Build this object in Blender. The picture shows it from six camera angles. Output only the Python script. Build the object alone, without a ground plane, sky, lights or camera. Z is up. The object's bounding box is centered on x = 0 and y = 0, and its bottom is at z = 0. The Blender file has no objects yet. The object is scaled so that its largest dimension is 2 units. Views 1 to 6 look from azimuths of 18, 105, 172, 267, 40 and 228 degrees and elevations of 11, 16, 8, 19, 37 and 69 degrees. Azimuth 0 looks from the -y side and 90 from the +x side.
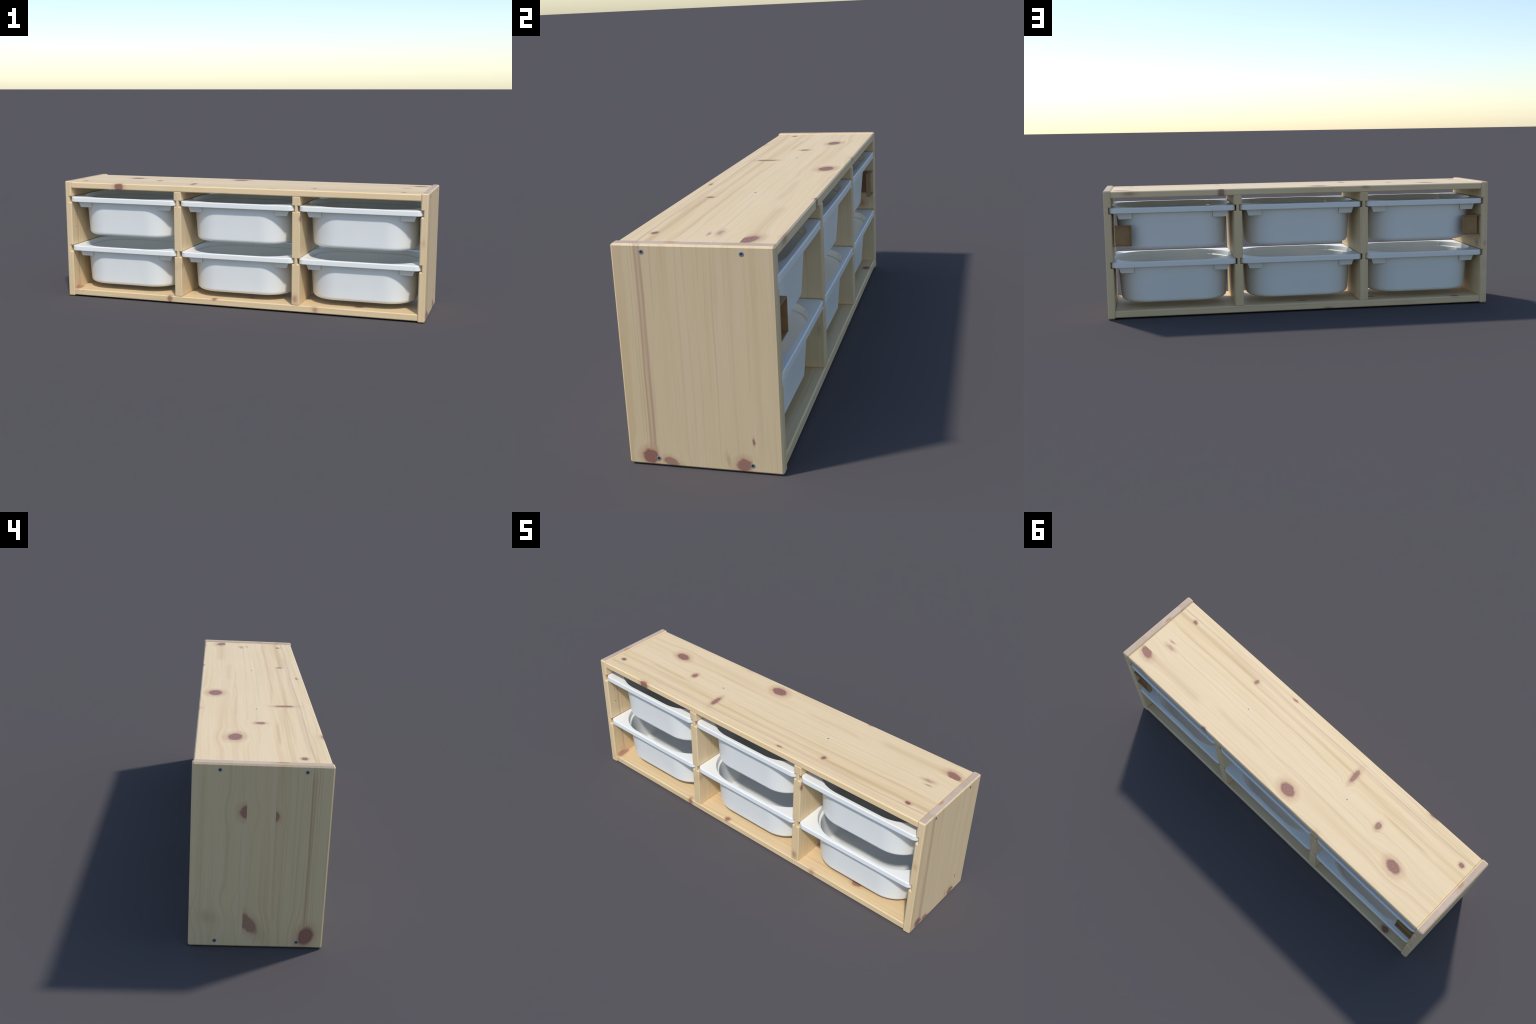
"""Pine wall storage unit with three bays and six white plastic storage bins."""
import bpy, bmesh, math
from mathutils import Vector

# ------------------------------------------------------------------ sizes (m)
HALF_L = 0.9996          # half length
HEIGHT = 0.6495
PANEL_T = 0.0365        # side panel thickness
PANEL_D = 0.2258        # half depth of side panels
BOARD_D = 0.2222        # half depth of top / bottom boards and dividers
TOP_Z = (0.6112, 0.6447)
BOT_Z = (0.0055, 0.0405)
DIV_X = (-0.3285, 0.3290)
DIV_HALF = 0.0210
NOTCH_Z = ((0.2580, 0.2890), (0.5325, 0.5635))
NOTCH_DEEP = 0.0135
BEVEL = 0.0042
BIN_X = (-0.6570, 0.0010, 0.6580)
RIM_TOP = (0.2880, 0.5625)

scene = bpy.context.scene


# ------------------------------------------------------------------ node kit
class Nodes:
    """Small helper that strings shader nodes together."""

    def __init__(self, name):
        self.mat = bpy.data.materials.new(name)
        self.mat.use_nodes = True
        self.nt = self.mat.node_tree
        self.nt.nodes.clear()

    def new(self, kind, **props):
        n = self.nt.nodes.new(kind)
        for k, v in props.items():
            setattr(n, k, v)
        return n

    def put(self, sock, v):
        if isinstance(v, bpy.types.NodeSocket):
            self.nt.links.new(v, sock)
        elif v is not None:
            sock.default_value = v

    def math(self, op, a, b=None, c=None, clamp=False):
        n = self.new("ShaderNodeMath", operation=op, use_clamp=clamp)
        for i, v in enumerate((a, b, c)):
            if v is not None:
                self.put(n.inputs[i], v)
        return n.outputs[0]

    def vec(self, op, a, b=None):
        n = self.new("ShaderNodeVectorMath", operation=op)
        self.put(n.inputs[0], a)
        if b is not None:
            self.put(n.inputs[1], b)
        return n.outputs["Value"] if op in ("LENGTH", "DOT_PRODUCT", "DISTANCE") else n.outputs[0]

    def ramp(self, v, lo, hi, a=0.0, b=1.0, smooth=True):
        n = self.new("ShaderNodeMapRange", interpolation_type="SMOOTHSTEP" if smooth else "LINEAR")
        for i, x in enumerate((v, lo, hi, a, b)):
            self.put(n.inputs[i], x)
        return n.outputs[0]

    def xyz(self, v):
        n = self.new("ShaderNodeSeparateXYZ")
        self.put(n.inputs[0], v)
        return n.outputs

    def join(self, x, y, z):
        n = self.new("ShaderNodeCombineXYZ")
        for i, v in enumerate((x, y, z)):
            self.put(n.inputs[i], v)
        return n.outputs[0]

    def noise(self, v, scale, detail=3.0, rough=0.5, distort=0.0):
        n = self.new("ShaderNodeTexNoise")
        self.put(n.inputs["Vector"], v)
        n.inputs["Scale"].default_value = scale
        n.inputs["Detail"].default_value = detail
        n.inputs["Roughness"].default_value = rough
        n.inputs["Distortion"].default_value = distort
        return n.outputs["Fac"]

    def mix(self, fac, a, b, blend="MIX"):
        n = self.new("ShaderNodeMix", data_type="RGBA", blend_type=blend)
        self.put(n.inputs[0], fac)
        for s, v in ((n.inputs[6], a), (n.inputs[7], b)):
            if isinstance(v, tuple):
                v = (*v, 1.0) if len(v) == 3 else v
            self.put(s, v)
        return n.outputs[2]

    def finish(self, color, rough, spec=0.5, metallic=0.0, bump=None, bump_dist=0.001, bump_strength=0.3, coat=0.0):
        b = self.new("ShaderNodeBsdfPrincipled")
        if isinstance(color, tuple):
            color = (*color, 1.0)
        self.put(b.inputs["Base Color"], color)
        self.put(b.inputs["Roughness"], rough)
        b.inputs["Specular IOR Level"].default_value = spec
        b.inputs["Metallic"].default_value = metallic
        b.inputs["Coat Weight"].default_value = coat
        if bump is not None:
            bn = self.new("ShaderNodeBump")
            bn.inputs["Strength"].default_value = bump_strength
            bn.inputs["Distance"].default_value = bump_dist
            self.put(bn.inputs["Height"], bump)
            self.nt.links.new(bn.outputs[0], b.inputs["Normal"])
        o = self.new("ShaderNodeOutputMaterial")
        self.nt.links.new(b.outputs[0], o.inputs[0])
        return self.mat


# ------------------------------------------------------------------ materials
PALE = (0.784, 0.590, 0.330)
CREAM = (0.812, 0.608, 0.360)
HONEY = (0.680, 0.450, 0.220)
LINE = (0.560, 0.365, 0.180)
KNOT = (0.285, 0.112, 0.082)
KNOT_PALE = (0.365, 0.160, 0.122)
KNOT_RIM = (0.225, 0.085, 0.060)
HALO = (0.640, 0.390, 0.225)


def wood(name, along, across, seed, knots=(), streaks=(), staves=(), shade=1.0, warm=0.0):
    """Edge-glued pine.  along / across: axis indices of the grain and the board's width.
    knots: (centre xyz, radii xyz, turn in degrees in the board's plane, depth of colour[, cut])
           cut = (axis, value, side): the knot ends at a glue line.
    streaks: (across position, half width, start, end along the grain, strength, wobble, kind)"""
    N = Nodes(name)
    thick = 3 - along - across
    p = N.new("ShaderNodeTexCoord").outputs["Object"]
    P = N.xyz(p)
    l, a, t = P[along], P[across], P[thick]
    # irregular outlines for knots
    jit = N.new("ShaderNodeTexNoise")
    N.put(jit.inputs["Vector"], p)
    jit.inputs["Scale"].default_value = 55.0
    jit.inputs["Detail"].default_value = 2.0
    off = N.vec("MULTIPLY", N.vec("SUBTRACT", jit.outputs["Color"], (0.5, 0.5, 0.5)), (0.012, 0.012, 0.012))
    pj = N.vec("ADD", p, off)

    core = halo = rings = None
    bend = None
    for kn in knots:
        c, r, turn, depth = kn[:4]
        d = N.vec("SUBTRACT", pj, c)
        if turn:
            rot = N.new("ShaderNodeVectorRotate", rotation_type="AXIS_ANGLE")
            N.put(rot.inputs["Vector"], d)
            rot.inputs["Axis"].default_value = [1.0 if i == thick else 0.0 for i in range(3)]
            rot.inputs["Angle"].default_value = math.radians(-turn)
            d = rot.outputs[0]
        q = N.vec("MULTIPLY", d, tuple(1.0 / x for x in r))
        dist = N.vec("LENGTH", q)
        soft = depth < 0.65      # faint ones fade out without an outline
        k = N.ramp(dist, 0.15 if soft else 0.72, 1.35 if soft else 1.16, depth, 0.0)
        h = N.ramp(dist, 0.95, 2.1, depth, 0.0)
        if len(kn) > 4:
            ax, val, side = kn[4]
            gate = N.math("GREATER_THAN" if side > 0 else "LESS_THAN", P[ax], val)
            k = N.math("MULTIPLY", k, gate)
            h = N.math("MULTIPLY", h, gate)
        wide = N.ramp(dist, 0.6, 4.0, 0.55, 0.0)
        push = N.math("MULTIPLY", N.math("SUBTRACT", a, c[across]), wide)
        core = k if core is None else N.math("MAXIMUM", core, k)
        halo = h if halo is None else N.math("MAXIMUM", halo, h)
        rings = dist if rings is None else N.math("MINIMUM", rings, dist)
        bend = push if bend is None else N.math("ADD", bend, push)

    # glue lines: every stave has its own piece of grain and its own tint
    shift = None
    for i, b in enumerate(staves):
        s = N.math("MULTIPLY", N.math("GREATER_THAN", a, b), 1.37 + 0.61 * ((i * 7 + seed) % 5))
        shift = s if shift is None else N.math("ADD", shift, s)
    base = N.join(l, a, t)
    wander = N.noise(N.join(N.math("MULTIPLY", l, 1.6), N.math("MULTIPLY", a, 4.0), float(seed)), 1.0, 1.0)
    a2 = N.math("ADD", a, N.math("MULTIPLY", N.math("SUBTRACT", wander, 0.5), 0.030))
    if bend is not None:
        a2 = N.math("SUBTRACT", a2, bend)
    lz = l if shift is None else N.math("ADD", l, shift)

    broad = N.noise(N.join(N.math("MULTIPLY", lz, 0.55), N.math("MULTIPLY", a2, 22.0), N.math("ADD", N.math("MULTIPLY", t, 10.0), seed * 3.1)), 1.0, 2.0)
    lines = N.noise(N.join(N.math("MULTIPLY", lz, 1.2), N.math("MULTIPLY", a2, 95.0), N.math("ADD", N.math("MULTIPLY", t, 40.0), seed * 5.3)), 1.0, 2.0, 0.55)
    fine = N.noise(N.join(N.math("MULTIPLY", lz, 9.0), N.math("MULTIPLY", a2, 420.0), N.math("ADD", N.math("MULTIPLY", t, 300.0), float(seed))), 1.0, 2.0)
    tint = N.noise(N.join(N.math("MULTIPLY", lz, 2.0), N.math("MULTIPLY", a2, 16.0), N.math("ADD", N.math("MULTIPLY", t, 8.0), seed * 1.7)), 1.0, 1.0)

    sc = lambda c: tuple(min(1.0, x * shade) for x in c)
    col = N.mix(N.ramp(tint, 0.35, 0.65), sc(PALE), sc(CREAM))
    col = N.mix(N.ramp(broad, 0.52, 0.78, 0.0, 0.62), col, sc(HONEY))
    col = N.mix(N.ramp(lines, 0.52, 0.74, 0.0, 0.34), col, sc(LINE))
    col = N.mix(N.ramp(fine, 0.35, 0.75, 0.0, 0.14), col, sc(LINE))
    if warm:
        col = N.mix(warm, col, sc((0.70, 0.50, 0.27)))
    if shift is not None:
        w = N.new("ShaderNodeTexWhiteNoise", noise_dimensions="1D")
        N.put(w.inputs["W"], N.math("ADD", shift, float(seed)))
        col = N.mix(N.ramp(w.outputs["Value"], 0.0, 1.0, 0.0, 0.22, smooth=False), col, sc((0.81, 0.64, 0.43)))
    for i, (pos, half, lo, hi, strength, wob, kind) in enumerate(streaks):
        w1 = N.noise(N.join(N.math("MULTIPLY", l, 2.3), 3.3 * i + seed, 0.0), 1.0, 2.0)
        line = N.math("ADD", pos, N.math("MULTIPLY", N.math("SUBTRACT", w1, 0.5), wob))
        dd = N.math("DIVIDE", N.math("ABSOLUTE", N.math("SUBTRACT", a, line)), half)
        m = N.ramp(dd, 0.15, 1.0, strength, 0.0)
        m = N.math("MULTIPLY", m, N.ramp(l, lo - 0.05, lo + 0.03))
        m = N.math("MULTIPLY", m, N.ramp(l, hi - 0.03, hi + 0.05, 1.0, 0.0))
        m = N.math("MULTIPLY", m, N.ramp(lines, 0.30, 0.60, 0.55, 1.0))
        col = N.mix(m, col, {"honey": (0.56, 0.36, 0.15), "pink": (0.62, 0.40, 0.26), "brown": (0.44, 0.27, 0.14)}[kind])
    if core is not None:
        hl = N.math("MULTIPLY", halo, N.ramp(lines, 0.25, 0.75, 0.55, 0.9))
        col = N.mix(hl, col, HALO)
        wave = N.math("SINE", N.math("MULTIPLY", rings, 16.0))
        heart = N.mix(N.ramp(wave, -0.6, 0.9, 0.0, 0.6), KNOT, KNOT_PALE)
        heart = N.mix(N.ramp(rings, 0.72, 0.98, 0.0, 0.6), heart, KNOT_RIM)
        col = N.mix(core, col, heart)
    bump = N.math("ADD", N.math("MULTIPLY", fine, 0.5), N.math("MULTIPLY", lines, 0.5))
    return N.finish(col, N.ramp(lines, 0.3, 0.8, 0.50, 0.58), 0.50, bump=bump, bump_dist=0.0006, bump_strength=0.12)


def end_grain(name, seed):
    """Cut ends of the side panels: pinkish, crossed by arcs of annual rings."""
    N = Nodes(name)
    p = N.new("ShaderNodeTexCoord").outputs["Object"]
    P = N.xyz(p)
    block = N.math("FLOOR", N.math("MULTIPLY", N.math("ADD", P[1], 0.227 + 0.013 * seed), 8.6))
    w = N.new("ShaderNodeTexWhiteNoise", noise_dimensions="1D")
    N.put(w.inputs["W"], N.math("ADD", block, float(seed)))
    cx = N.math("MULTIPLY", N.math("SUBTRACT", w.outputs["Value"], 0.5), 0.30)
    yy = N.math("ADD", P[1], cx)
    xx = N.math("ADD", P[0], 0.06)
    rad = N.math("SQRT", N.math("ADD", N.math("MULTIPLY", N.math("FRACT", xx), N.math("FRACT", xx)), N.math("MULTIPLY", yy, yy)))
    rad = N.math("ADD", rad, N.math("MULTIPLY", N.noise(p, 30.0, 2.0), 0.004))
    ring = N.math("SINE", N.math("MULTIPLY", rad, 700.0))
    blot = N.noise(N.join(P[0], N.math("MULTIPLY", P[1], 1.0), float(seed)), 22.0, 2.0)
    col = N.mix(N.ramp(w.outputs["Value"], 0.0, 1.0), (0.640, 0.480, 0.370), (0.590, 0.440, 0.320))
    vis = N.math("MULTIPLY", N.ramp(ring, 0.0, 1.0, 0.0, 0.40), N.ramp(blot, 0.46, 0.62, 0.0, 1.0))
    col = N.mix(vis, col, (0.400, 0.255, 0.165))
    # resin patch
    d = N.vec("LENGTH", N.vec("MULTIPLY", N.vec("SUBTRACT", p, (0.970 if seed % 2 else -0.970, -0.062, 0.648)), (70.0, 38.0, 30.0)))
    col = N.mix(N.ramp(d, 0.3, 1.15, 0.75, 0.0), col, (0.48, 0.25, 0.09))
    return N.finish(col, 0.6, 0.3)


def white_plastic():
    N = Nodes("white_plastic")
    p = N.new("ShaderNodeTexCoord").outputs["Object"]
    n = N.noise(p, 6.0, 2.0)
    col = N.mix(N.ramp(n, 0.3, 0.7), (0.880, 0.885, 0.850), (0.900, 0.900, 0.865))
    return N.finish(col, 0.34, 0.5, bump=N.noise(p, 400.0, 1.0), bump_dist=0.0002, bump_strength=0.05)


def brown_board():
    N = Nodes("brown_fibre")
    p = N.new("ShaderNodeTexCoord").outputs["Object"]
    n = N.noise(p, 40.0, 3.0)
    col = N.mix(N.ramp(n, 0.3, 0.7), (0.350, 0.198, 0.078), (0.385, 0.222, 0.092))
    return N.finish(col, 0.45, 0.5)


def plain(name, color, rough, metallic=0.0):
    N = Nodes(name)
    p = N.new("ShaderNodeTexCoord").outputs["Object"]
    n = N.noise(p, 150.0, 2.0)
    lo = tuple(c * 0.9 for c in color)
    return N.finish(N.mix(n, lo, color), rough, 0.5, metallic)


# ------------------------------------------------------------------ mesh kit
root = bpy.data.objects.new("storage_unit", None)
scene.collection.objects.link(root)
root["label"] = "long low pine storage unit with six white plastic bins"
root["category"] = "storage unit"


def add(name, mesh, mats, parent=root, smooth=None):
    ob = bpy.data.objects.new(name, mesh)
    scene.collection.objects.link(ob)
    ob.parent = parent
    for m in mats if isinstance(mats, (list, tuple)) else [mats]:
        mesh.materials.append(m)
    return ob


def smooth_by_angle(mesh, deg=40):
    bm = bmesh.new()
    bm.from_mesh(mesh)
    for f in bm.faces:
        f.smooth = True
    lim = math.radians(deg)
    for e in bm.edges:
        e.smooth = not (len(e.link_faces) == 2 and e.calc_face_angle(0.0) > lim)
    bm.to_mesh(mesh)
    bm.free()


def bevelled(bm, width, segments=2):
    bmesh.ops.recalc_face_normals(bm, faces=bm.faces[:])
    edges = [e for e in bm.edges if len(e.link_faces) == 2 and e.calc_face_angle_signed(0.0) > 0.5]
    bmesh.ops.bevel(bm, geom=edges, offset=width, segments=segments, affect="EDGES", profile=0.6, clamp_overlap=True)


def mesh_from(bm, name, deg=40):
    bmesh.ops.recalc_face_normals(bm, faces=bm.faces[:])
    me = bpy.data.meshes.new(name)
    bm.to_mesh(me)
    bm.free()
    smooth_by_angle(me, deg)
    return me


def extrude_profile(pts, axis, lo, hi, name, bevel=BEVEL, segments=2):
    """Extrude a closed 2D profile along an axis (0 x, 1 y, 2 z)."""
    bm = bmesh.new()
    idx = [i for i in range(3) if i != axis]
    rows = []
    for v in (lo, hi):
        row = []
        for p in pts:
            co = [0.0, 0.0, 0.0]
            co[idx[0]], co[idx[1]], co[axis] = p[0], p[1], v
            row.append(bm.verts.new(co))
        rows.append(row)
    n = len(pts)
    bm.faces.new(rows[0])
    bm.faces.new(rows[1][::-1])
    for i in range(n):
        bm.faces.new((rows[0][i], rows[1][i], rows[1][(i + 1) % n], rows[0][(i + 1) % n]))
    if bevel:
        bevelled(bm, bevel, segments)
    return mesh_from(bm, name, 10)


def box(x, y, z, name, bevel=BEVEL, segments=1):
    return extrude_profile([(y[0], z[0]), (y[1], z[0]), (y[1], z[1]), (y[0], z[1])], 0, x[0], x[1], name, bevel, segments)


# ------------------------------------------------------------------ wood parts
TZ = TOP_Z[1]
top_knots = [
    # centre, radii, turn, depth
    ((-0.699, 0.088, TZ), (0.042, 0.026, 0.06), -10, 0.95),
    ((-0.098, 0.160, TZ), (0.043, 0.029, 0.06), -8, 0.95),
    ((0.915, 0.137, TZ), (0.040, 0.024, 0.06), -20, 0.90, (1, 0.118, 1)),
    ((-0.521, -0.007, TZ), (0.015, 0.020, 0.05), 12, 0.85),
    ((-0.277, -0.110, TZ), (0.014, 0.040, 0.05), 6, 0.85),
    ((-0.915, -0.135, TZ), (0.014, 0.012, 0.05), 0, 0.95),
    ((0.405, -0.130, TZ), (0.012, 0.013, 0.05), 0, 0.90),
    ((0.866, -0.148, TZ), (0.014, 0.010, 0.05), 0, 1.00),
    ((0.199, -0.194, TZ), (0.016, 0.006, 0.03), 4, 0.75),
    ((0.850, 0.038, TZ), (0.030, 0.010, 0.03), 4, 0.55),
    ((0.864, 0.009, TZ), (0.018, 0.0045, 0.03), 3, 0.60),
    # on the edges
    ((-0.671, -0.222, 0.628), (0.027, 0.013, 0.022), 0, 0.90),
    ((0.412, 0.222, 0.622), (0.016, 0.010, 0.050), 0, 0.75),
    ((0.872, 0.222, 0.634), (0.030, 0.012, 0.012), 0, 0.45),
    ((-0.336, 0.222, 0.640), (0.022, 0.012, 0.008), 0, 0.45),
]
top_streaks = [
    (-0.140, 0.018, 0.42, 0.97, 0.55, 0.030, "honey"),
    (-0.118, 0.013, -0.26, 0.40, 0.42, 0.014, "honey"),
    (-0.168, 0.0060, -0.95, 0.95, 0.42, 0.020, "brown"),
    (-0.157, 0.012, -0.85, 0.60, 0.34, 0.030, "pink"),
    (-0.065, 0.012, -0.75, -0.53, 0.45, 0.010, "honey"),
    (-0.100, 0.014, -0.97, -0.30, 0.36, 0.030, "honey"),
    (-0.072, 0.0060, -0.20, 0.90, 0.24, 0.026, "brown"),
    (-0.182, 0.0060, -0.97, -0.20, 0.26, 0.030, "brown"),
    (-0.196, 0.0045, 0.10, 0.95, 0.20, 0.020, "brown"),
    (0.105, 0.020, 0.15, 0.42, 0.34, 0.020, "pink"),
    (0.140, 0.034, 0.55, 0.88, 0.34, 0.020, "honey"),
    (0.080, 0.016, -0.40, 0.05, 0.18, 0.020, "pink"),
    (0.030, 0.0050, 0.10, 0.80, 0.16, 0.020, "brown"),
    (0.000, 0.0040, -0.60, 0.20, 0.14, 0.020, "pink"),
]
mat_top = wood("pine_top", 0, 1, 1, top_knots, top_streaks, staves=(-0.045, 0.101), shade=1.09)
add("top_board", box((-0.9640, 0.9640), (-BOARD_D, BOARD_D), TOP_Z, "top_board"), mat_top)

bz = BOT_Z[1]
bottom_knots = [
    ((-0.380, -0.222, 0.026), (0.014, 0.020, 0.020), 0, 0.75),
    ((0.436, -0.222, 0.024), (0.016, 0.012, 0.018), 0, 0.55),
    ((-0.1225, -0.211, bz), (0.015, 0.014, 0.010), 0, 0.85),
    ((0.654, -0.155, bz), (0.024, 0.017, 0.03), 0, 0.80),
    ((-0.956, -0.174, bz), (0.016, 0.045, 0.03), 8, 0.70),
    ((-0.829, 0.200, bz), (0.022, 0.016, 0.012), 0, 0.95),
    ((-0.013, 0.144, bz), (0.024, 0.013, 0.03), 0, 0.75),
    ((-0.385, 0.121, bz), (0.026, 0.013, 0.03), 0, 0.75),
    ((-0.134, 0.222, 0.008), (0.026, 0.012, 0.008), 0, 0.60),
    ((0.062, -0.128, bz), (0.020, 0.016, 0.03), 0, 0.60),
]
mat_bottom = wood("pine_bottom", 0, 1, 4, bottom_knots, [
    (-0.10, 0.02, -0.9, 0.9, 0.25, 0.04, "honey"), (0.05, 0.02, -0.9, 0.9, 0.22, 0.05, "honey")],
    staves=(-0.08, 0.06))
add("bottom_board", box((-0.9640, 0.9640), (-BOARD_D, BOARD_D), BOT_Z, "bottom_board"), mat_bottom)


def panel_profile(outer, inner):
    """x-z outline of a side panel with two runner grooves in its inner face."""
    s = 1 if inner > outer else -1
    pts = [(outer, 0.0), (inner, 0.0)]
    for lo, hi in NOTCH_Z:
        pts += [(inner, lo), (inner - s * NOTCH_DEEP, lo), (inner - s * NOTCH_DEEP, hi), (inner, hi)]
    pts += [(inner, HEIGHT), (outer, HEIGHT)]
    return pts


right_knots = [
    ((1.0, -0.161, 0.026), (0.03, 0.023, 0.024), 0, 0.92, (1, -0.134, -1)),
    ((1.0, -0.100, 0.014), (0.03, 0.024, 0.013), -20, 0.70),
    ((1.0, 0.114, 0.022), (0.03, 0.024, 0.020), 15, 0.80, (1, 0.138, -1)),
    ((1.0, 0.1441, 0.096), (0.02, 0.0038, 0.011), 0, 0.85),
    ((1.0, 0.070, 0.030), (0.02, 0.005, 0.024), 10, 0.30),
    ((0.981, -0.225, 0.404), (0.010, 0.010, 0.020), 0, 0.25),
    ((0.9635, 0.150, 0.330), (0.012, 0.020, 0.020), 0, 0.50),
]
right_streaks = [
    (-0.145, 0.0062, 0.04, 0.66, 0.85, 0.016, "brown"),
    (-0.157, 0.0045, 0.04, 0.66, 0.62, 0.016, "brown"),
    (-0.150, 0.0170, 0.04, 0.66, 0.62, 0.016, "pink"),
    (-0.168, 0.0022, 0.10, 0.66, 0.30, 0.010, "brown"),
    (-0.176, 0.0022, 0.10, 0.66, 0.25, 0.010, "brown"),
    (0.050, 0.0035, 0.02, 0.66, 0.12, 0.020, "brown"),
    (0.100, 0.0060, 0.02, 0.66, 0.20, 0.020, "pink"),
    (0.165, 0.0140, 0.02, 0.66, 0.20, 0.010, "honey"),
]
left_knots = [
    ((-1.0, 0.047, 0.488), (0.03, 0.024, 0.024), 0, 0.80, (1, 0.0475, 1)),
    ((-1.0, -0.046, 0.475), (0.03, 0.0135, 0.018), 0, 0.75, (1, -0.0455, -1)),
    ((-1.0, 0.031, 0.090), (0.03, 0.022, 0.048), -38, 0.72, (1, 0.0465, -1)),
    ((-1.0, -0.167, 0.045), (0.03, 0.026, 0.036), 18, 0.92),
    ((-1.0, 0.165, 0.112), (0.03, 0.030, 0.022), 20, 0.18),
    ((-0.9635, 0.165, 0.320), (0.012, 0.022, 0.020), 0, 0.50),
    ((-0.985, 0.225, 0.323), (0.006, 0.010, 0.012), 0, 0.45),
    ((-0.9635, -0.180, 0.046), (0.012, 0.028, 0.010), 0, 0.45),
]
left_streaks = [
    (-0.160, 0.0045, 0.08, 0.62, 0.75, 0.012, "brown"),
    (-0.168, 0.0028, 0.08, 0.62, 0.50, 0.012, "brown"),
    (-0.163, 0.0120, 0.08, 0.62, 0.42, 0.012, "pink"),
    (-0.178, 0.0020, 0.08, 0.64, 0.35, 0.010, "brown"),
    (-0.186, 0.0020, 0.08, 0.64, 0.30, 0.010, "brown"),
    (-0.050, 0.0090, 0.08, 0.64, 0.25, 0.016, "pink"),
    (0.062, 0.0060, 0.08, 0.60, 0.22, 0.016, "pink"),
    (0.190, 0.0060, 0.16, 0.60, 0.26, 0.012, "honey"),
]


def drill(mesh, x, inward):
    """Two small shelf-pin holes near the front of a panel's inner face."""
    tmp = bpy.data.objects.new("tmp_panel", mesh)
    scene.collection.objects.link(tmp)
    cutters = []
    for z in (0.4575, 0.3887):
        bm = bmesh.new()
        bmesh.ops.create_cone(bm, cap_ends=True, segments=16, radius1=0.0036, radius2=0.0036, depth=0.028)
        bmesh.ops.rotate(bm, verts=bm.verts[:], matrix=__import__("mathutils").Matrix.Rotation(math.pi / 2, 3, "Y"))
        bmesh.ops.translate(bm, verts=bm.verts[:], vec=(x, -0.1815, z))
        me = bpy.data.meshes.new("tmp_cutter")
        bm.to_mesh(me)
        bm.free()
        cut = bpy.data.objects.new("tmp_cutter", me)
        scene.collection.objects.link(cut)
        mod = tmp.modifiers.new("hole", "BOOLEAN")
        mod.object, mod.operation, mod.solver = cut, "DIFFERENCE", "EXACT"
        cutters.append(cut)
    dg = bpy.context.evaluated_depsgraph_get()
    out = bpy.data.meshes.new_from_object(tmp.evaluated_get(dg))
    for o in [tmp] + cutters:
        bpy.data.objects.remove(o, do_unlink=True)
    smooth_by_angle(out, 10)
    return out


mat_end = (end_grain("pine_end_left", 2), end_grain("pine_end_right", 3))
for sgn, knots, streaks, seed, endm in ((1, right_knots, right_streaks, 7, mat_end[1]), (-1, left_knots, left_streaks, 11, mat_end[0])):
    me = extrude_profile(panel_profile(sgn * HALF_L, sgn * (HALF_L - PANEL_T)), 1, -PANEL_D, PANEL_D, "side_panel", 0.0054, 1)
    me = drill(me, sgn * (HALF_L - PANEL_T), -sgn)
    ob = add("side_panel", me, [])
    me.materials.clear()
    me.materials.append(wood("pine_side_right" if sgn > 0 else "pine_side_left", 2, 1, seed, knots, streaks,
                             staves=(-0.1335, 0.040, 0.138) if sgn > 0 else (-0.130, -0.0455, 0.047)))
    me.materials.append(endm)
    for f in me.polygons:
        if abs(f.normal.z) > 0.95 and (f.center.z > HEIGHT - 0.002 or f.center.z < 0.002):
            f.material_index = 1

div_knots = [
    [((-0.347, -0.222, 0.20), (0.02, 0.01, 0.02), 0, 0.15), ((-0.305, -0.205, 0.215), (0.012, 0.020, 0.020), 0, 0.30)],
    [((0.326, -0.222, 0.075), (0.012, 0.016, 0.020), 0, 0.60), ((0.3525, -0.212, 0.495), (0.012, 0.009, 0.018), 0, 0.80),
     ((0.3525, 0.205, 0.180), (0.012, 0.009, 0.018), 0, 0.30)],
]
for i, cx in enumerate(DIV_X):
    a, b = cx - DIV_HALF, cx + DIV_HALF
    z0, z1 = BOT_Z[1], TOP_Z[0]
    right = [(b, z0)]
    left = []
    for lo, hi in NOTCH_Z:
        right += [(b, lo), (b - NOTCH_DEEP, lo), (b - NOTCH_DEEP, hi), (b, hi)]
        left = [(a, hi), (a + NOTCH_DEEP, hi), (a + NOTCH_DEEP, lo), (a, lo)] + left
    prof = [(a, z0)] + right + [(b, z1), (a, z1)] + left
    me = extrude_profile(prof, 1, -BOARD_D, BOARD_D, "divider", 0.0035, 1)
    add("divider", me, wood("pine_divider", 2, 1, 17 + 6 * i, div_knots[i],
                            [(0.02, 0.012, 0.0, 0.65, 0.25, 0.02, "pink"), (-0.15, 0.010, 0.0, 0.65, 0.28, 0.02, "pink")],
                            staves=(-0.06, 0.11)))

# ------------------------------------------------------------------ storage bins
SEG = 160


def super_ring(a, b, n):
    """Points of a superellipse, evenly spread in angle."""
    out = []
    for i in range(SEG):
        th = 2 * math.pi * (i + 0.5) / SEG
        c, s = math.cos(th), math.sin(th)
        # spread points along the outline: angle on the bounding box
        x = math.copysign(abs(c) ** (2.0 / n), c) * a
        y = math.copysign(abs(s) ** (2.0 / n), s) * b
        out.append((x, y))
    return out


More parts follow.
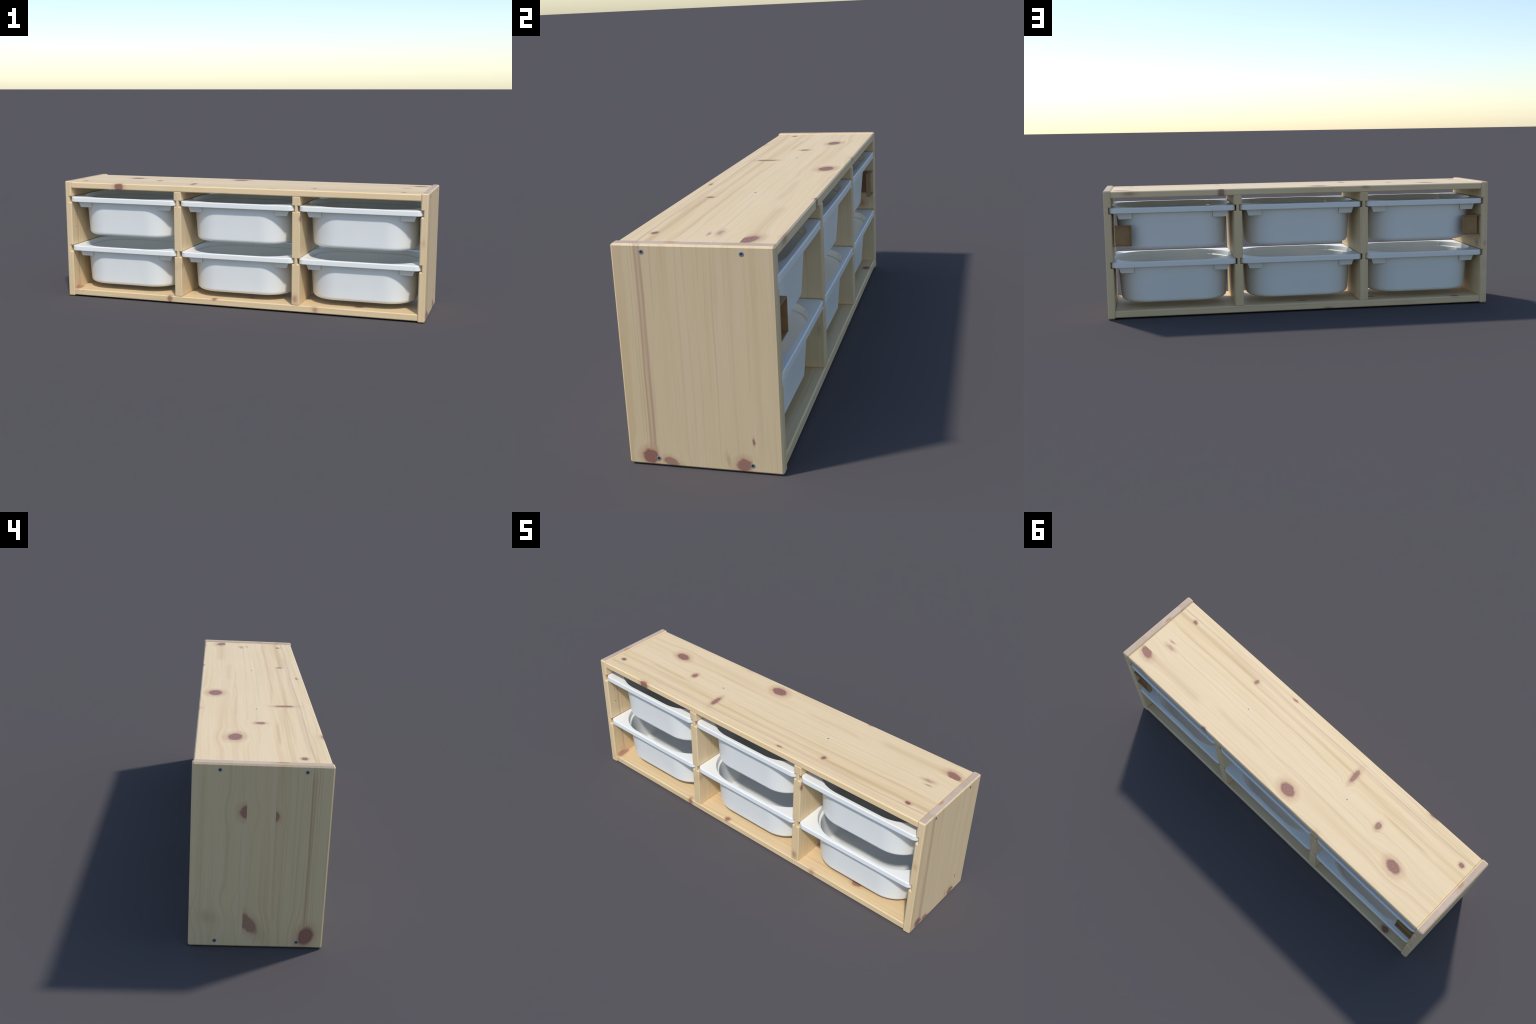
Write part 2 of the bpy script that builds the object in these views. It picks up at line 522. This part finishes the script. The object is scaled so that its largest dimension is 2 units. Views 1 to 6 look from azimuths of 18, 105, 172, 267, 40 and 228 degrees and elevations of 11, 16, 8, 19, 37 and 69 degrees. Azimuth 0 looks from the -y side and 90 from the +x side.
def round_rect(a, b, r, bow=0.0):
    """Rounded rectangle sampled at the same angles, long sides slightly bowed."""
    out = []
    per = SEG // 4
    for q in range(4):
        sx = (1, -1, -1, 1)[q]
        sy = (1, 1, -1, -1)[q]
        # corner quadrants run: side part, arc, side part
        quad = []
        n_side_y, n_arc = 6, 14
        n_side_x = per - n_side_y - n_arc
        for k in range(n_side_y):
            quad.append((a, (b - r) * (k + 0.5) / n_side_y))
        for k in range(n_arc):
            th = (math.pi / 2) * (k + 0.5) / n_arc
            quad.append((a - r + r * math.cos(th), b - r + r * math.sin(th)))
        for k in range(n_side_x):
            quad.append(((a - r) * (1 - (k + 0.5) / n_side_x), b))
        quad = [(x, y + bow * (1 - (x / a) ** 2)) if y > b - r else (x, y) for x, y in quad]
        if q in (1, 3):
            quad = quad[::-1]
        out += [(sx * x, sy * y) for x, y in quad]
    return out


def match_rings(open_ring, outer_ring):
    """Re-sample the first outline at the polar angles of the second so that quads stay straight."""
    ang = [math.atan2(y, x) % (2 * math.pi) for x, y in open_ring]
    n = len(open_ring)
    res = []
    for X, Y in outer_ring:
        t = math.atan2(Y, X) % (2 * math.pi)
        for i in range(n):
            a0, a1 = ang[i], ang[(i + 1) % n]
            if a1 < a0:
                a1 += 2 * math.pi
            tt = t if t >= a0 else t + 2 * math.pi
            if a0 <= tt <= a1:
                f = (tt - a0) / (a1 - a0 + 1e-12)
                p, q = open_ring[i], open_ring[(i + 1) % n]
                res.append((p[0] + (q[0] - p[0]) * f, p[1] + (q[1] - p[1]) * f))
                break
        else:
            res.append(open_ring[0])
    return res


def loft(rings, name, cap=None, deg=35):
    """Loft through (outline, z) rings; cap: index of a ring to close."""
    bm = bmesh.new()
    vs = [[bm.verts.new((x, y, z)) for x, y in ring] for ring, z in rings]
    n = len(vs[0])
    for r0, r1 in zip(vs, vs[1:]):
        for i in range(n):
            bm.faces.new((r0[i], r0[(i + 1) % n], r1[(i + 1) % n], r1[i]))
    for c in cap or ():
        bm.faces.new(vs[c])
    return mesh_from(bm, name, deg)


# z is measured from the top of the rim
RIM_H = 0.0268
OPEN_A, OPEN_B, OPEN_N = 0.3045, 0.2080, 0.187
LEDGE_Z = -0.0250
outer_fine = round_rect(0.3165, 0.2235, 0.030, 0.0015)


def sup(a, b, r):
    """Rounded rectangle with big corners, matched to the rim's polar angles."""
    r = min(r, a - 0.002, b - 0.002)
    dense = []
    M = 60
    for q in range(4):
        cx, cy = ((1, 1), (-1, 1), (-1, -1), (1, -1))[q]
        for i in range(M + 1):
            th = math.pi / 2 * (q + i / M)
            dense.append((cx * (a - r) + r * math.cos(th), cy * (b - r) + r * math.sin(th)))
    return match_rings(dense, outer_fine)


def rr(inset, z):
    r = max(0.030 - inset, 0.004)
    return (round_rect(0.3165 - inset, 0.2235 - inset, r, 0.0015), z)


# rim: inner lip -> flat top -> rounded edge -> skirt -> back up underneath
rim_rings = [
    (sup(OPEN_A - 0.0065, OPEN_B - 0.0045, OPEN_N), LEDGE_Z),
    (sup(OPEN_A - 0.0040, OPEN_B - 0.0030, OPEN_N), LEDGE_Z + 0.010),
    (sup(OPEN_A - 0.0012, OPEN_B - 0.0012, OPEN_N), -0.0030),
    (sup(OPEN_A - 0.0004, OPEN_B - 0.0004, OPEN_N), -0.0008),
    (sup(OPEN_A + 0.0008, OPEN_B + 0.0004, OPEN_N), 0.0),
    (sup(OPEN_A + 0.0030, OPEN_B + 0.0010, OPEN_N), 0.0),
]
for inset, z in ((0.0056, 0.0), (0.0042, 0.0), (0.0026, -0.0003), (0.0013, -0.0010), (0.0004, -0.0022), (0.0000, -0.0040), (0.0000, -0.0062), (0.0000, -RIM_H + 0.0035), (0.0000, -RIM_H + 0.0012), (0.0008, -RIM_H), (0.0040, -RIM_H), (0.0046, -RIM_H + 0.001), (0.0052, -0.0060)):
    rim_rings.append(rr(inset, z))
rim_rings.append((sup(OPEN_A + 0.0036, OPEN_B + 0.0003, OPEN_N), -0.0060))
rim_rings.append((sup(OPEN_A - 0.0010, OPEN_B - 0.0012, OPEN_N), LEDGE_Z - 0.002))
mesh_rim = loft(rim_rings, "rim", deg=50)

# tub: ledge, inside wall, floor / outside wall
DEPTH = 0.2170
FLOOR = DEPTH - 0.006


def wall(u, outer):
    """Half sizes and exponent of the tub's wall at depth fraction u (0 under the rim, 1 at the floor)."""
    a = 0.2880 + (0.2750 - 0.2880) * u
    b = 0.2010 + (0.1850 - 0.2010) * u
    n = 0.170 - 0.022 * u
    d = 0.0 if outer else -0.0055
    return a + d, b + d, n + d


tub_rings = []
tub_rings.append((sup(OPEN_A - 0.0030, OPEN_B - 0.0025, OPEN_N), LEDGE_Z + 0.0014))   # ledge
a, b, n = wall(0.0, False)
tub_rings.append((sup(OPEN_A - 0.0085, OPEN_B - 0.0065, OPEN_N), LEDGE_Z + 0.0010))
tub_rings.append((sup(a + 0.0030, b + 0.0020, n), LEDGE_Z + 0.0006))
tub_rings.append((sup(a + 0.0010, b + 0.0008, n), LEDGE_Z - 0.0010))
FIL = 0.018
top_z, bot_z = LEDGE_Z - 0.006, -FLOOR
for k in range(9):
    u = k / 8
    a, b, n = wall(u, False)
    tub_rings.append((sup(a, b, n), top_z + (bot_z + FIL - top_z) * u))
for k in range(1, 8):
    th = math.pi / 2 * k / 7
    a, b, n = wall(1.0, False)
    d = FIL * (1 - math.cos(th))
    tub_rings.append((sup(a - d, b - d, n - d), bot_z + FIL - FIL * math.sin(th)))
# outer skin, bottom to top
outer = []
FO = 0.021
OUT_TOP = LEDGE_Z - 0.0004      # the outer skin stops just under the ledge
for k in range(8):
    u = k / 7
    a, b, n = wall(u, True)
    outer.append((sup(a, b, n), OUT_TOP + (-DEPTH + FO - OUT_TOP) * u))
for k in range(1, 8):
    th = math.pi / 2 * k / 7
    a, b, n = wall(1.0, True)
    d = FO * (1 - math.cos(th))
    outer.append((sup(a - d, b - d, n - d), -DEPTH + FO - FO * math.sin(th)))


def tub_mesh():
    bm = bmesh.new()

    def skin(rings):
        vs = [[bm.verts.new((x, y, z)) for x, y in ring] for ring, z in rings]
        m = len(vs[0])
        for r0, r1 in zip(vs, vs[1:]):
            for i in range(m):
                bm.faces.new((r0[i], r0[(i + 1) % m], r1[(i + 1) % m], r1[i]))
        return vs

    def disc(ring, groove):
        """Close a floor with concentric rings; a shallow moulded groove runs round it."""
        last = ring
        co = [v.co.copy() for v in ring]
        z = co[0].z
        for f, dz in groove:
            nxt = [bm.verts.new((c.x * f, c.y * f, z + dz)) for c in co]
            for i in range(len(co)):
                bm.faces.new((last[i], last[(i + 1) % len(co)], nxt[(i + 1) % len(co)], nxt[i]))
            last = nxt
        bm.faces.new(last)

    vi = skin(tub_rings)
    disc(vi[-1], ((0.975, 0.0), (0.970, -0.0012), (0.962, -0.0012), (0.957, 0.0), (0.86, 0.0), (0.855, 0.0008), (0.4, 0.0008)))
    vo = skin(outer)
    disc(vo[-1], ((0.96, 0.0), (0.93, 0.003), (0.4, 0.003)))
    # orient both skins separately
    me = bpy.data.meshes.new("storage_bin")
    bmesh.ops.recalc_face_normals(bm, faces=bm.faces[:])
    bm.to_mesh(me)
    bm.free()
    smooth_by_angle(me, 35)
    return me


mesh_tub = tub_mesh()

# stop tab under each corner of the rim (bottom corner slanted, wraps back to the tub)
TAB_TOP, TAB_BOT = -0.0062, -0.0600


def tab_mesh():
    bm = bmesh.new()
    yf, yb = 0.1860, 0.1775
    prof = [(0.204, TAB_TOP), (0.2870, TAB_TOP), (0.2810, -RIM_H - 0.004), (0.2715, TAB_BOT + 0.002), (0.2690, TAB_BOT), (0.204, TAB_BOT)]
    rows = []
    for y, pull in ((yf, 0.0), (yb, 0.0)):
        rows.append([bm.verts.new((x + pull, y, z)) for x, z in prof])
    # front face leans in with the tub wall
    for v, (x, z) in zip(rows[0], prof):
        v.co.y -= 0.05 * max(0.0, -z - RIM_H)
    m = len(prof)
    bm.faces.new(rows[0])
    bm.faces.new(rows[1][::-1])
    for i in range(m):
        bm.faces.new((rows[0][i], rows[1][i], rows[1][(i + 1) % m], rows[0][(i + 1) % m]))
    bevelled(bm, 0.0028, 3)
    return mesh_from(bm, "stop_tab", 50)


mesh_tab = tab_mesh()
mesh_tab_mirror = mesh_tab.copy()
for v in mesh_tab_mirror.vertices:
    v.co.x = -v.co.x
mesh_tab_mirror.flip_normals()
smooth_by_angle(mesh_tab_mirror, 50)

mat_white = white_plastic()
for m in (mesh_tub, mesh_rim, mesh_tab, mesh_tab_mirror):
    m.materials.clear()
    m.materials.append(mat_white)

for row, rz in enumerate(RIM_TOP):
    for bx in BIN_X:
        tub = bpy.data.objects.new("storage_bin", mesh_tub)
        scene.collection.objects.link(tub)
        tub.parent = root
        tub.location = (bx, 0.0, rz)
        rim = bpy.data.objects.new("rim", mesh_rim)
        scene.collection.objects.link(rim)
        rim.parent = tub
        for sx in (1, -1):
            for sy in (1, -1):
                # a half turn about z maps the +y tabs onto the -y side
                tab = bpy.data.objects.new("stop_tab", mesh_tab if sx * sy > 0 else mesh_tab_mirror)
                scene.collection.objects.link(tab)
                tab.parent = tub
                if sy < 0:
                    tab.rotation_euler = (0, 0, math.pi)

# ------------------------------------------------------------------ wall brackets
mat_brown = brown_board()


def bracket(sgn):
    """Shallow tray open to the wall, with a flange that lies on the side panel."""
    bm = bmesh.new()

    def slab(x, y, z):
        xs = sorted((sgn * x[0], sgn * x[1]))
        vs = [bm.verts.new((X, Y, Z)) for X in xs for Y in y for Z in z]
        for f in ((0, 1, 3, 2), (4, 6, 7, 5), (0, 4, 5, 1), (2, 3, 7, 6), (0, 2, 6, 4), (1, 5, 7, 3)):
            bm.faces.new([vs[i] for i in f])

    z0, z1 = 0.3700, 0.4740
    T = 0.0030
    slab((0.8690, 0.9490), (0.2010, 0.2040), (z0 + T, z1 - T))        # back plate
    slab((0.8665, 0.8695), (0.2005, 0.2215), (z0, z1))                # inner flange
    slab((0.8692, 0.9632), (0.2008, 0.2212), (z1 - T, z1 - 0.0002))   # top flange
    slab((0.8692, 0.9632), (0.2008, 0.2212), (z0 + 0.0002, z0 + T))   # bottom flange
    slab((0.9600, 0.9632), (0.1100, 0.2008), (z0 + 0.0004, z1 - 0.0004))  # plate on the side panel
    bevelled(bm, 0.0006, 1)
    return mesh_from(bm, "mounting_bracket", 30)


for sgn in (1, -1):
    add("mounting_bracket", bracket(sgn), mat_brown)

# ------------------------------------------------------------------ screws
mat_steel = plain("zinc_steel", (0.40, 0.43, 0.48), 0.35, 0.55)
mat_dark = plain("socket_dark", (0.025, 0.03, 0.04), 0.6)


def screw_mesh(radius):
    """Countersunk head with a hexagon socket; axis +z, face at z = 0."""
    bm = bmesh.new()

    def ring(r, z, n=24, hexa=False):
        out = []
        for i in range(n):
            th = 2 * math.pi * i / n
            k = r
            if hexa:
                m = (th + math.pi / 6) % (math.pi / 3) - math.pi / 6
                k = r * math.cos(math.pi / 6) / math.cos(m)
            out.append(bm.verts.new((k * math.cos(th), k * math.sin(th), z)))
        return out

    R = radius
    rows = [ring(R * 0.9, -0.004), ring(R, -0.0002), ring(R * 0.98, 0.0016), ring(R * 0.88, 0.0024),
            ring(R * 0.56, 0.0022, hexa=True), ring(R * 0.53, 0.0020, hexa=True), ring(R * 0.50, 0.0013, hexa=True)]
    for r0, r1 in zip(rows, rows[1:]):
        for i in range(24):
            bm.faces.new((r0[i], r0[(i + 1) % 24], r1[(i + 1) % 24], r1[i]))
    bm.faces.new(rows[0][::-1])
    bm.faces.new(rows[-1])
    bm.normal_update()
    bm.faces.ensure_lookup_table()
    me = bpy.data.meshes.new("screw")
    bm.to_mesh(me)
    bm.free()
    me.materials.append(mat_steel)
    me.materials.append(mat_dark)
    for f in me.polygons:
        if f.center.z > 0 and math.hypot(f.center.x, f.center.y) < R * 0.53:
            f.material_index = 1
    smooth_by_angle(me, 30)
    return me


big, small = screw_mesh(0.0072), screw_mesh(0.0042)
for sx in (1, -1):
    for y in (-0.1377, 0.1373):
        for z in (0.6280, 0.0222):
            s = bpy.data.objects.new("screw", big)
            scene.collection.objects.link(s)
            s.parent = root
            s.location = (sx * (HALF_L - 0.0004), y, z)
            s.rotation_euler = (0, sx * math.pi / 2, 0)
            s.scale = (1, 1, 0.45)
for x in (-0.3295, 0.3295):
    s = bpy.data.objects.new("screw", small)
    scene.collection.objects.link(s)
    s.parent = root
    s.location = (x, 0.0, TOP_Z[1])
    s.scale = (1, 1, 0.3)
